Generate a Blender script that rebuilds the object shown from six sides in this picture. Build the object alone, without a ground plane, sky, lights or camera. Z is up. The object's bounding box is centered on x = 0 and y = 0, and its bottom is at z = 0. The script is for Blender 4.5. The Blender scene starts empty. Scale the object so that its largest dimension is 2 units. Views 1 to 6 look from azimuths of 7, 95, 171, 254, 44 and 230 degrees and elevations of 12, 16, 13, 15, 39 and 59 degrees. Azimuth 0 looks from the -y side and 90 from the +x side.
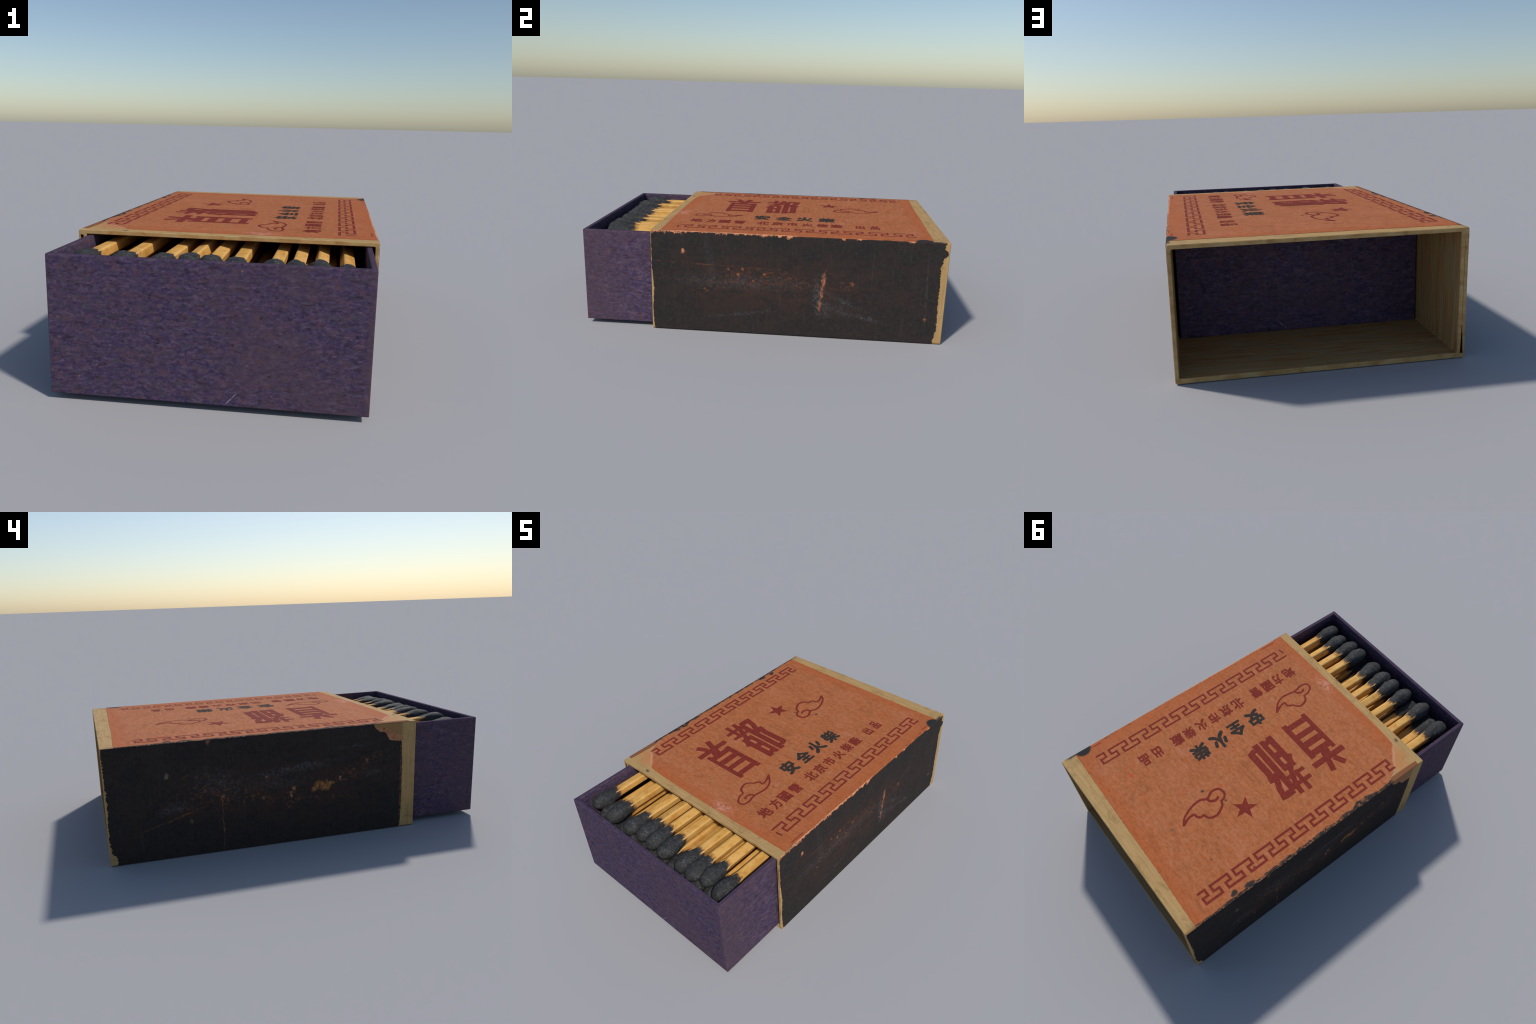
"""Old cardboard-and-veneer matchbox, half open, filled with dark-headed matches.

Frame: x = width, y = length (the tray slides out towards -y), z = up.
Label text reads along +y, its lines follow each other towards +x.
"""
import bpy, bmesh, math, random
from mathutils import Vector, noise as mnoise

rng = random.Random(7)
COL = bpy.context.scene.collection

# ------------------------------------------------------------------ sizes
SL_X = 0.6200          # half width of the veneer sleeve (paper comes on top)
SL_TOP = 0.5742
SL_Y0, SL_Y1 = -0.609, 1.0
IN_X0, IN_X1 = -0.586, 0.604      # inner walls of the sleeve
IN_Z0, IN_Z1 = 0.0225, 0.5565
RAD = 0.0075           # outer corner radius
PAPER = 0.0012         # paper thickness
LABEL_Z = SL_TOP + PAPER
TR_X0, TR_X1 = -0.578, 0.592
TR_Y0, TR_Y1 = -1.0, 0.537
TR_Z0, TR_Z1 = 0.0228, 0.5530
TR_T = 0.0215          # tray board thickness


def rgb(r, g, b):
    """sRGB 0-255 to linear."""
    def c(v):
        v /= 255.0
        return v / 12.92 if v <= 0.04045 else ((v + 0.055) / 1.055) ** 2.4
    return (c(r), c(g), c(b), 1.0)


def wob(a, b, amp, freq, seed=0.0):
    """ragged-edge offset"""
    return amp * mnoise.fractal(Vector((a * freq, b * freq, seed)), 0.9, 2.0, 4)


# ------------------------------------------------------------------ node helper
class Nodes:
    def __init__(self, name, rough=0.85, spec=0.12):
        self.mat = bpy.data.materials.new(name)
        self.mat.use_nodes = True
        self.t = self.mat.node_tree
        self.b = self.t.nodes["Principled BSDF"]
        self.b.inputs["Roughness"].default_value = rough
        self.b.inputs["Specular IOR Level"].default_value = spec
        tc = self.t.nodes.new("ShaderNodeTexCoord")
        self.obj = tc.outputs["Object"]
        sep = self.t.nodes.new("ShaderNodeSeparateXYZ")
        self.t.links.new(self.obj, sep.inputs[0])
        self.x, self.y, self.z = sep.outputs

    def put(self, sock, v):
        if isinstance(v, bpy.types.NodeSocket):
            self.t.links.new(v, sock)
        elif v is not None:
            sock.default_value = v

    def m(self, op, a, b=None, c=None):
        n = self.t.nodes.new("ShaderNodeMath")
        n.operation = op
        for i, v in enumerate((a, b, c)):
            self.put(n.inputs[i], v)
        return n.outputs[0]

    def add(self, a, b): return self.m("ADD", a, b)
    def sub(self, a, b): return self.m("SUBTRACT", a, b)
    def mul(self, a, b): return self.m("MULTIPLY", a, b)
    def mx(self, a, b): return self.m("MAXIMUM", a, b)
    def mn(self, a, b): return self.m("MINIMUM", a, b)
    def inv(self, a): return self.m("SUBTRACT", 1.0, a)

    def step(self, v, lo, hi):
        """smooth 0..1 ramp from lo to hi (hi may be below lo)"""
        n = self.t.nodes.new("ShaderNodeMapRange")
        n.interpolation_type = "SMOOTHSTEP"
        flip = hi < lo
        self.put(n.inputs["Value"], v)
        n.inputs["From Min"].default_value = min(lo, hi)
        n.inputs["From Max"].default_value = max(lo, hi)
        n.inputs["To Min"].default_value = 1.0 if flip else 0.0
        n.inputs["To Max"].default_value = 0.0 if flip else 1.0
        return n.outputs[0]

    def vec(self, sx, sy, sz, shift=None):
        n = self.t.nodes.new("ShaderNodeMapping")
        self.put(n.inputs["Vector"], self.obj)
        n.inputs["Scale"].default_value = (sx, sy, sz)
        if shift is not None:
            self.put(n.inputs["Location"], shift)
        return n.outputs[0]

    def noise(self, vec, scale=1.0, detail=4.0, rough=0.6, dist=0.0, out="Fac"):
        n = self.t.nodes.new("ShaderNodeTexNoise")
        self.put(n.inputs["Vector"], vec)
        n.inputs["Scale"].default_value = scale
        n.inputs["Detail"].default_value = detail
        n.inputs["Roughness"].default_value = rough
        n.inputs["Distortion"].default_value = dist
        return n.outputs[out]

    def spots(self, vec, scale, radius, chance, soft=0.5):
        """scattered round flecks: share `chance` of the Voronoi cells carries one"""
        n = self.t.nodes.new("ShaderNodeTexVoronoi")
        self.put(n.inputs["Vector"], vec)
        n.inputs["Scale"].default_value = scale
        s = self.t.nodes.new("ShaderNodeSeparateColor")
        self.t.links.new(n.outputs["Color"], s.inputs[0])
        on = self.step(s.outputs[0], chance, chance * 0.98)
        dot = self.step(n.outputs["Distance"], radius, radius * (1 - soft))
        return self.mul(on, dot)

    def blob(self, u, v, cu, cv, ru, rv, ang=0.0, soft=0.5):
        """soft ellipse mask in the plane (u, v)"""
        c, s = math.cos(ang), math.sin(ang)
        du, dv = self.sub(u, cu), self.sub(v, cv)
        a = self.add(self.mul(du, c / ru), self.mul(dv, s / ru))
        b = self.sub(self.mul(dv, c / rv), self.mul(du, s / rv))
        d = self.m("SQRT", self.add(self.mul(a, a), self.mul(b, b)))
        return self.step(d, 1.0 + soft, 1.0 - soft)

    def mix(self, f, a, b, mode="MIX"):
        n = self.t.nodes.new("ShaderNodeMix")
        n.data_type = "RGBA"
        n.blend_type = mode
        n.clamp_factor = True
        self.put(n.inputs[0], f)
        self.put(n.inputs[6], a)
        self.put(n.inputs[7], b)
        return n.outputs[2]

    def ramp(self, f, *stops):
        n = self.t.nodes.new("ShaderNodeValToRGB")
        self.put(n.inputs[0], f)
        e = n.color_ramp.elements
        e[0].position, e[0].color = stops[0]
        e[1].position, e[1].color = stops[-1]
        for p, c in stops[1:-1]:
            k = e.new(p)
            k.color = c
        return n.outputs[0]

    def rand(self):
        return self.t.nodes.new("ShaderNodeObjectInfo").outputs["Random"]

    def done(self, color, height=None, bump=0.3, dist=0.002):
        self.put(self.b.inputs["Base Color"], color)
        if height is not None:
            n = self.t.nodes.new("ShaderNodeBump")
            n.inputs["Strength"].default_value = bump
            n.inputs["Distance"].default_value = dist
            self.put(n.inputs["Height"], height)
            self.t.links.new(n.outputs[0], self.b.inputs["Normal"])
        return self.mat


# ------------------------------------------------------------------ materials
PEACH = rgb(214, 150, 112)


def mat_wood():
    """pale poplar veneer; the grain runs round the box, across its length"""
    g = Nodes("pale_veneer", 0.8, 0.25)
    grain = g.noise(g.vec(5, 85, 5), 1.0, 5, 0.62, 0.25)
    broad = g.noise(g.vec(2.2, 14, 2.2), 1.0, 3, 0.55, 0.4)
    col = g.ramp(grain, (0.25, rgb(164, 128, 80)), (0.5, rgb(180, 145, 94)), (0.75, rgb(192, 160, 110)))
    col = g.mix(g.mul(g.step(broad, 0.45, 0.72), 0.5), col, rgb(172, 142, 94))
    col = g.mix(g.mul(g.step(broad, 0.5, 0.3), 0.35), col, rgb(184, 144, 88))
    cloud = g.noise(g.vec(14, 20, 14), 1.0, 4, 0.65)
    col = g.mix(g.mul(g.step(cloud, 0.5, 0.3), 0.35), col, rgb(150, 122, 80))
    dirt = g.noise(g.vec(9, 12, 9), 1.0, 5, 0.7, 0.5)
    col = g.mix(g.mul(g.step(dirt, 0.52, 0.68), 0.6), col, rgb(136, 106, 68))
    # grey-brown knots and pores
    col = g.mix(g.mul(g.spots(g.vec(9, 16, 9), 1.0, 0.2, 0.1, 0.8), 0.55), col, rgb(92, 74, 54))
    col = g.mix(g.mul(g.spots(g.vec(40, 60, 40), 1.0, 0.3, 0.1, 0.8), 0.4), col, rgb(110, 86, 58))
    n = g.noise(g.vec(30, 30, 30), 1.0, 3, 0.6)
    # glue stain where the label corner has been torn off, and on the flap below it
    stain = g.blob(g.y, g.x, -0.50, -0.525, 0.055, 0.075, 0.6, 0.6)
    stain = g.mul(stain, g.step(g.z, 0.45, 0.5))
    col = g.mix(g.mul(stain, g.step(n, 0.25, 0.6)), col, rgb(188, 128, 78))
    flap = g.mul(g.step(g.x, -0.60, -0.61), g.mul(g.step(g.y, -0.545, -0.52), g.step(g.z, 0.47, 0.53)))
    col = g.mix(g.mul(flap, 0.75), col, rgb(142, 104, 62))
    # soot carried over from the striking strip on the far corner
    soot = g.mul(g.step(g.add(g.x, g.mul(g.sub(n, 0.5), 0.02)), 0.600, 0.613), g.step(g.y, 0.9, 0.905))
    soot = g.mul(soot, g.step(g.add(g.y, g.mul(g.sub(n, 0.5), 0.06)), 0.99, 0.95))
    soot = g.mul(soot, g.step(g.z, 0.565, 0.572))
    col = g.mix(g.mul(soot, 0.9), col, rgb(44, 42, 40))
    # knot beside the torn corner
    knot = g.mul(g.blob(g.y, g.x, -0.584, -0.424, 0.008, 0.014, 0.2, 0.5), g.step(g.z, 0.565, 0.572))
    col = g.mix(g.mul(knot, 0.85), col, rgb(72, 60, 50))
    return g.done(col, grain, 0.35, 0.002)


def mat_wood_inner():
    g = Nodes("bare_veneer_inside", 0.9, 0.05)
    grain = g.noise(g.vec(4.5, 95, 4.5), 1.0, 5, 0.65, 0.15)
    broad = g.noise(g.vec(3.0, 30, 3.0), 1.0, 3, 0.6, 0.3)
    col = g.ramp(grain, (0.28, rgb(146, 104, 60)), (0.5, rgb(172, 134, 88)), (0.72, rgb(184, 158, 118)))
    col = g.mix(g.mul(g.step(broad, 0.45, 0.66), 0.55), col, rgb(156, 144, 106))
    col = g.mix(g.mul(g.step(broad, 0.45, 0.28), 0.55), col, rgb(152, 102, 60))
    col = g.mix(g.mul(g.spots(g.vec(7, 30, 7), 1.0, 0.3, 0.08, 0.9), 0.5), col, rgb(104, 78, 46))
    return g.done(col, grain, 0.4, 0.002)


def mat_gap():
    g = Nodes("dark_glue_seam", 0.9, 0.1)
    n = g.noise(g.vec(40, 40, 25), 1.0, 3, 0.6)
    return g.done(g.mix(n, rgb(74, 38, 22), rgb(120, 74, 42)))


def mat_end_grain():
    g = Nodes("veneer_end_grain", 0.85, 0.2)
    n = g.noise(g.vec(16, 16, 26), 1.0, 4, 0.55, 0.4)
    col = g.ramp(n, (0.28, rgb(150, 112, 68)), (0.45, rgb(176, 140, 90)), (0.62, rgb(188, 156, 106)), (0.8, rgb(176, 162, 128)))
    f = g.noise(g.vec(6, 6, 9), 1.0, 2, 0.5)
    col = g.mix(g.mul(g.step(f, 0.56, 0.68), 0.5), col, rgb(150, 104, 60))
    return g.done(col, n, 0.3, 0.003)


def label_colour(g):
    """aged orange printing paper; returns colour and a height signal"""
    fib = g.noise(g.vec(16, 62, 20), 1.0, 5, 0.66, 0.5)
    mot = g.noise(g.vec(46, 62, 30), 1.0, 5, 0.72, 0.3)
    broad = g.noise(g.vec(3.2, 4.2, 3), 1.0, 4, 0.6)
    col = g.ramp(mot, (0.3, rgb(150, 86, 48)), (0.5, rgb(175, 103, 62)), (0.7, rgb(184, 118, 80)))
    col = g.mix(g.mul(g.step(fib, 0.48, 0.30), 0.55), col, rgb(140, 80, 44))
    col = g.mix(g.mul(g.step(fib, 0.54, 0.72), 0.45), col, rgb(190, 124, 88))
    hue = g.noise(g.vec(20, 26, 20), 1.0, 4, 0.65)
    col = g.mix(g.mul(g.step(hue, 0.54, 0.70), 0.45), col, rgb(182, 92, 44))
    col = g.mix(g.mul(g.step(hue, 0.46, 0.30), 0.35), col, rgb(152, 104, 68))
    col = g.mix(g.mul(g.step(broad, 0.5, 0.68), 0.25), col, rgb(184, 116, 82))
    stain = g.noise(g.vec(8, 13, 8), 1.0, 5, 0.7, 0.8)
    col = g.mix(g.mul(g.step(stain, 0.55, 0.70), 0.4), col, rgb(188, 124, 96))
    col = g.mix(g.mul(g.step(stain, 0.45, 0.30), 0.4), col, rgb(138, 82, 50))
    # redder towards the ends and the striking edges
    d = g.mx(g.step(g.y, 0.80, 0.93), g.step(g.y, -0.46, -0.56))
    d = g.mx(d, g.mul(g.step(g.x, 0.48, 0.60), 0.8))
    d = g.mul(d, g.add(0.0, g.mul(mot, 0.8)))
    col = g.mix(d, col, rgb(178, 86, 40))
    # wrinkles across the width
    wr = g.noise(g.vec(2.4, 24, 1), 1.0, 2, 0.5, 1.4)
    wr = g.step(g.m("ABSOLUTE", g.sub(wr, 0.5)), 0.016, 0.0)
    wrm = g.step(g.noise(g.vec(2.5, 3.2, 1), 1.0, 1, 0.5), 0.5, 0.62)
    col = g.mix(g.mul(g.mul(wr, wrm), 0.45), col, rgb(122, 72, 44))
    # flecks of dirt, fibres, red ink spatter
    col = g.mix(g.mul(g.spots(g.vec(75, 110, 50), 1.0, 0.34, 0.06, 0.8), 0.45), col, rgb(92, 62, 42))
    col = g.mix(g.mul(g.spots(g.vec(17, 17, 9), 1.0, 0.10, 0.2, 0.7), 0.75), col, rgb(72, 60, 50))
    col = g.mix(g.mul(g.spots(g.vec(60, 70, 30), 1.0, 0.32, 0.05, 0.8), 0.4), col, rgb(196, 142, 114))
    col = g.mix(g.mul(g.spots(g.vec(11, 12, 9), 1.0, 0.13, 0.1, 0.8), 0.6), col, rgb(176, 76, 36))
    return col, g.add(g.mul(fib, 0.6), mot), fib, mot


def mat_label():
    g = Nodes("orange_label_paper", 0.82, 0.17)
    col, h, fib, mot = label_colour(g)
    jit = g.mul(g.sub(g.noise(g.vec(38, 26, 20), 1.0, 4, 0.7), 0.5), 1.0)
    # single stains
    for (l, d, r, c) in ((0.487, -0.017, 0.0085, (52, 46, 42)), (0.420, -0.141, 0.007, (66, 58, 50)),
                         (0.681, -0.373, 0.005, (78, 66, 58)), (0.742, -0.110, 0.008, (112, 92, 78)),
                         (0.529, -0.541, 0.006, (62, 52, 46)), (-0.501, 0.147, 0.006, (64, 54, 46)),
                         (0.744, 0.306, 0.011, (196, 76, 38)), (0.384, -0.049, 0.007, (190, 82, 46)),
                         (-0.257, -0.453, 0.005, (96, 78, 62))):
        k = g.blob(g.add(g.y, g.mul(jit, 0.012)), g.x, l, d, r, r, 0, 0.5)
        col = g.mix(g.mul(k, 0.85), col, rgb(*c))
    # rubbed pink patch at the front edge
    k = g.blob(g.y, g.x, -0.53, 0.14, 0.035, 0.06, 0.1, 0.7)
    col = g.mix(g.mul(g.mul(k, g.step(mot, 0.4, 0.6)), 0.75), col, rgb(206, 146, 124))
    # pale fibres of the torn corner
    tear = g.m("ABSOLUTE", g.add(g.mul(g.add(g.y, 0.549), 0.757), g.mul(g.add(g.x, 0.445), 0.653)))
    tear = g.step(g.add(tear, g.mul(jit, 0.02)), 0.022, 0.006)
    tear = g.mul(tear, g.mul(g.step(g.x, -0.43, -0.45), g.step(g.x, -0.586, -0.57)))
    col = g.mix(g.mul(tear, 0.8), col, rgb(208, 150, 118))
    strip = g.mul(g.step(g.x, -0.585, -0.589), g.step(g.y, -0.37, -0.40))
    col = g.mix(g.mul(strip, 0.85), col, rgb(126, 84, 56))
    # soot smear on the far right corner, red rule along the near right edge
    e = g.add(g.y, g.mul(jit, 0.012))
    k = g.blob(e, g.add(g.x, g.mul(jit, 0.01)), 0.866, 0.622, 0.047, 0.048, 0, 0.14)
    col = g.mix(k, col, rgb(46, 46, 47))
    k2 = g.mul(g.step(g.m("ABSOLUTE", g.sub(g.x, 0.598)), 0.0055, 0.003),
               g.mx(g.mul(g.step(g.y, -0.49, -0.48), g.step(g.y, -0.385, -0.40)),
                    g.mul(g.step(g.y, 0.755, 0.765), g.step(g.y, 0.825, 0.81))))
    col = g.mix(g.mul(k2, 0.7), col, rgb(138, 46, 34))
    # worn right edge: pale chips and grime
    chip = g.noise(g.vec(40, 17, 20), 1.0, 4, 0.7)
    k = g.mul(g.step(g.add(g.x, g.mul(g.sub(chip, 0.5), 0.03)), 0.611, 0.615), g.step(g.y, 0.25, 0.1))
    col = g.mix(g.mul(k, 0.8), col, PEACH)
    k = g.mul(g.step(g.add(g.x, g.mul(g.sub(fib, 0.5), 0.05)), 0.604, 0.612), g.step(chip, 0.52, 0.6))
    col = g.mix(g.mul(k, 0.7), col, rgb(84, 60, 44))
    # worn left edge: black striking paint wrapped over, broken up
    run = g.noise(g.vec(46, 22, 20), 1.0, 5, 0.75, 0.2)
    wide = g.noise(g.vec(1, 6.5, 1), 1.0, 3, 0.6)
    band = g.add(0.016, g.mul(g.step(g.y, 0.25, -0.05), 0.013))
    lim = g.add(-0.6205, g.mul(g.add(g.mul(g.sub(wide, 0.5), 3.0), 1.0), band))
    lim = g.add(lim, g.mul(g.sub(run, 0.5), 0.035))
    k = g.mul(g.step(g.sub(g.x, lim), 0.004, -0.003), g.step(g.y, -0.40, -0.36))
    rub = g.step(g.noise(g.vec(90, 36, 20), 1.0, 4, 0.75), 0.62, 0.50)
    col = g.mix(g.mul(k, 0.7), col, rgb(128, 86, 58))
    col = g.mix(g.mul(k, rub), col, rgb(48, 44, 42))
    k = g.mul(g.step(g.add(g.x, g.mul(g.sub(run, 0.5), 0.03)), -0.611, -0.616), g.mul(g.step(chip, 0.50, 0.58), g.step(g.y, -0.1, 0.3)))
    col = g.mix(g.mul(k, 0.85), col, rgb(196, 140, 106))
    for l, d, rl, rd, a in ((0.603, -0.598, 0.032, 0.011, 0.1), (0.693, -0.590, 0.022, 0.014, -0.25)):
        k = g.blob(e, g.add(g.x, g.mul(jit, 0.02)), l, d, rl, rd, a, 0.25)
        col = g.mix(g.mul(k, 0.95), col, rgb(48, 46, 45))
    return g.done(col, h, 0.35, 0.0025)


def mat_ink(name, dark, edge, thin):
    """letterpress ink on the same paper: slightly mottled, starved in places"""
    g = Nodes(name, 0.84, 0.13)
    n = g.noise(g.vec(70, 70, 30), 1.0, 4, 0.7)
    col = g.mix(g.step(n, 0.3, 0.7), dark, edge)
    bare = g.step(g.noise(g.vec(120, 150, 30), 1.0, 3, 0.7), 0.66, 0.78)
    col = g.mix(g.mul(bare, thin), col, rgb(160, 94, 66))
    return g.done(col)


def strip_base(g):
    n = g.noise(g.vec(70, 70, 70), 1.0, 5, 0.7)
    br = g.noise(g.vec(3, 6, 11), 1.0, 4, 0.6)
    col = g.mix(g.step(n, 0.35, 0.65), rgb(45, 41, 40), rgb(55, 50, 48))
    col = g.mix(g.mul(g.step(br, 0.45, 0.62), 0.5), col, rgb(58, 48, 45))
    col = g.mix(g.mul(g.step(br, 0.45, 0.3), 0.5), col, rgb(44, 42, 42))
    col = g.mix(g.mul(g.spots(g.vec(34, 34, 34), 1.0, 0.3, 0.07, 0.9), 0.35), col, rgb(76, 74, 74))
    # fine brown scratches along the box
    sc = g.noise(g.vec(2, 4.0, 80), 1.0, 4, 0.7, 0.3)
    mid = g.blob(g.y, g.z, 0.12, 0.29, 0.5, 0.14, 0, 0.8)
    col = g.mix(g.mul(g.mul(g.step(sc, 0.55, 0.75), mid), 0.5), col, rgb(92, 62, 48))
    haze = g.mul(g.step(g.noise(g.vec(9, 12, 20), 1.0, 5, 0.7), 0.40, 0.66), mid)
    col = g.mix(g.mul(haze, 0.55), col, rgb(78, 54, 45))
    # upright scuffs
    sv = g.noise(g.vec(2, 75, 5), 1.0, 4, 0.7, 0.2)
    col = g.mix(g.mul(g.step(sv, 0.54, 0.76), 0.28), col, rgb(78, 75, 74))
    return col, n, mid


def wear(g, col, y, z, spots, noise, gain, tint):
    """soft scuffs: ellipses (y, z, half sizes, tilt, strength) filled by a noise"""
    for cu, cv, ru, rv, a, w in spots:
        col = g.mix(g.mul(g.mul(g.blob(y, z, cu, cv, ru, rv, a, 0.9), noise), w * gain), col, tint)
    return col


def mat_strip_right():
    g = Nodes("striking_paint_sunny_side", 0.85, 0.1)
    col, n, mid = strip_base(g)
    fine = g.noise(g.vec(75, 75, 75), 1.0, 5, 0.75)
    mid_n = g.noise(g.vec(24, 24, 24), 1.0, 4, 0.7)
    jit = g.mul(g.sub(fine, 0.5), 0.04)
    y, z = g.add(g.y, jit), g.add(g.z, g.mul(g.sub(mid_n, 0.5), 0.05))
    rust = g.step(g.noise(g.vec(20, 44, 80), 1.0, 5, 0.75), 0.50, 0.72)
    col = wear(g, col, y, z, ((-0.05, 0.335, 0.19, 0.045, 0.05, 0.8), (0.22, 0.325, 0.09, 0.045, -0.1, 0.8), (-0.29, 0.25, 0.07, 0.03, 0.3, 0.7),
                              (0.46, 0.30, 0.06, 0.05, 0.2, 0.6)), rust, 1.0, rgb(132, 80, 50))
    dust = g.step(fine, 0.42, 0.66)
    col = wear(g, col, y, z, ((0.315, 0.25, 0.025, 0.09, 0.0, 0.7), (0.355, 0.17, 0.04, 0.04, 0.0, 0.5), (0.45, 0.225, 0.10, 0.012, -0.42, 0.6),
                              (0.585, 0.128, 0.055, 0.009, -0.2, 0.95), (0.45, 0.165, 0.05, 0.018, -0.5, 0.6), (-0.10, 0.115, 0.16, 0.006, 0.14, 0.5),
                              (-0.12, 0.30, 0.28, 0.035, 0.0, 0.45), (0.90, 0.30, 0.004, 0.17, 0.03, 0.5), (-0.28, 0.42, 0.02, 0.09, 0.2, 0.3)),
               dust, 0.85, rgb(98, 97, 99))
    # long fine creases, broken up
    for cv, tilt, y1 in ((0.298, -0.006, 0.30), (0.385, -0.03, 0.12)):
        line = g.sub(g.z, g.add(cv, g.mul(g.y, tilt)))
        line = g.step(g.m("ABSOLUTE", g.add(line, g.mul(g.sub(mid_n, 0.5), 0.012))), 0.0055, 0.0)
        line = g.mul(line, g.mul(g.step(g.y, y1 + 0.15, y1 - 0.1), g.step(mid_n, 0.42, 0.66)))
        col = g.mix(g.mul(line, 0.5), col, rgb(128, 76, 46))
    # the tear through to bare paper: a thin, uneven upright gash
    ctr = g.add(0.338, g.add(g.mul(g.sub(g.z, 0.27), 0.10), g.mul(g.sub(mid_n, 0.5), 0.055)))
    wid = g.mul(g.step(g.m("ABSOLUTE", g.sub(g.z, 0.27)), 0.135, 0.05), g.add(0.001, g.mul(g.noise(g.vec(4, 4, 17), 1.0, 3, 0.6), 0.017)))
    tear = g.step(g.sub(g.m("ABSOLUTE", g.sub(g.add(g.y, g.mul(jit, 0.4)), ctr)), wid), 0.0045, -0.0045)
    tear = g.mul(tear, g.step(g.m("ABSOLUTE", g.sub(g.add(g.z, jit), 0.27)), 0.13, 0.115))
    tear = g.mul(tear, g.inv(g.mul(g.blob(y, z, 0.346, 0.222, 0.018, 0.014, 0, 0.5), 0.9)))
    halo = g.mul(g.step(g.m("ABSOLUTE", g.sub(g.y, ctr)), 0.022, 0.004), g.step(g.m("ABSOLUTE", g.sub(z, 0.26)), 0.15, 0.08))
    col = g.mix(g.mul(g.mul(halo, g.step(fine, 0.42, 0.6)), 0.45), col, rgb(112, 92, 82))
    col = g.mix(g.mul(tear, g.add(0.55, g.mul(g.step(mid_n, 0.4, 0.6), 0.4))), col, g.mix(g.step(fine, 0.42, 0.68), rgb(132, 78, 52), rgb(204, 136, 102)))
    # single chips
    for cu, cv, r in ((-0.429, 0.464, 0.0105), (-0.1, 0.375, 0.006), (-0.123, 0.344, 0.007), (0.022, 0.352, 0.007),
                      (0.50, 0.322, 0.009), (-0.178, 0.372, 0.005), (-0.312, 0.255, 0.006), (-0.04, 0.31, 0.005),
                      (0.90, 0.14, 0.008)):
        k = g.mul(g.blob(y, z, cu, cv, r, r * 1.2, 0, 0.6), g.step(fine, 0.34, 0.5))
        col = g.mix(g.mul(k, 0.8), col, rgb(214, 142, 102) if cv > 0.4 else rgb(160, 98, 60))
    # worn-through upper edge, heaviest near the front
    cut = g.noise(g.vec(18, 36, 22), 1.0, 5, 0.75)
    depth = g.mul(g.sub(cut, 0.49), g.add(0.05, g.mul(g.step(g.y, 0.05, -0.5), 0.09)))
    k = g.step(g.sub(g.z, g.sub(0.5735, depth)), -0.005, 0.002)
    k = g.mul(k, g.step(g.y, 0.30, 0.05))
    col = g.mix(k, col, g.mix(g.step(fine, 0.38, 0.6), rgb(110, 70, 46), rgb(212, 142, 104)))
    for cu, ru, rv in ((0.015, 0.020, 0.014), (0.10, 0.012, 0.009), (0.155, 0.016, 0.014), (0.53, 0.02, 0.006),
                       (0.44, 0.008, 0.009), (0.80, 0.016, 0.009)):
        k = g.blob(y, z, cu, 0.573, ru, rv, 0, 0.4)
        col = g.mix(k, col, g.mix(g.step(fine, 0.4, 0.6), rgb(164, 100, 66), rgb(222, 152, 114)))
    return g.done(col, n, 0.3, 0.002)


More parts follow.
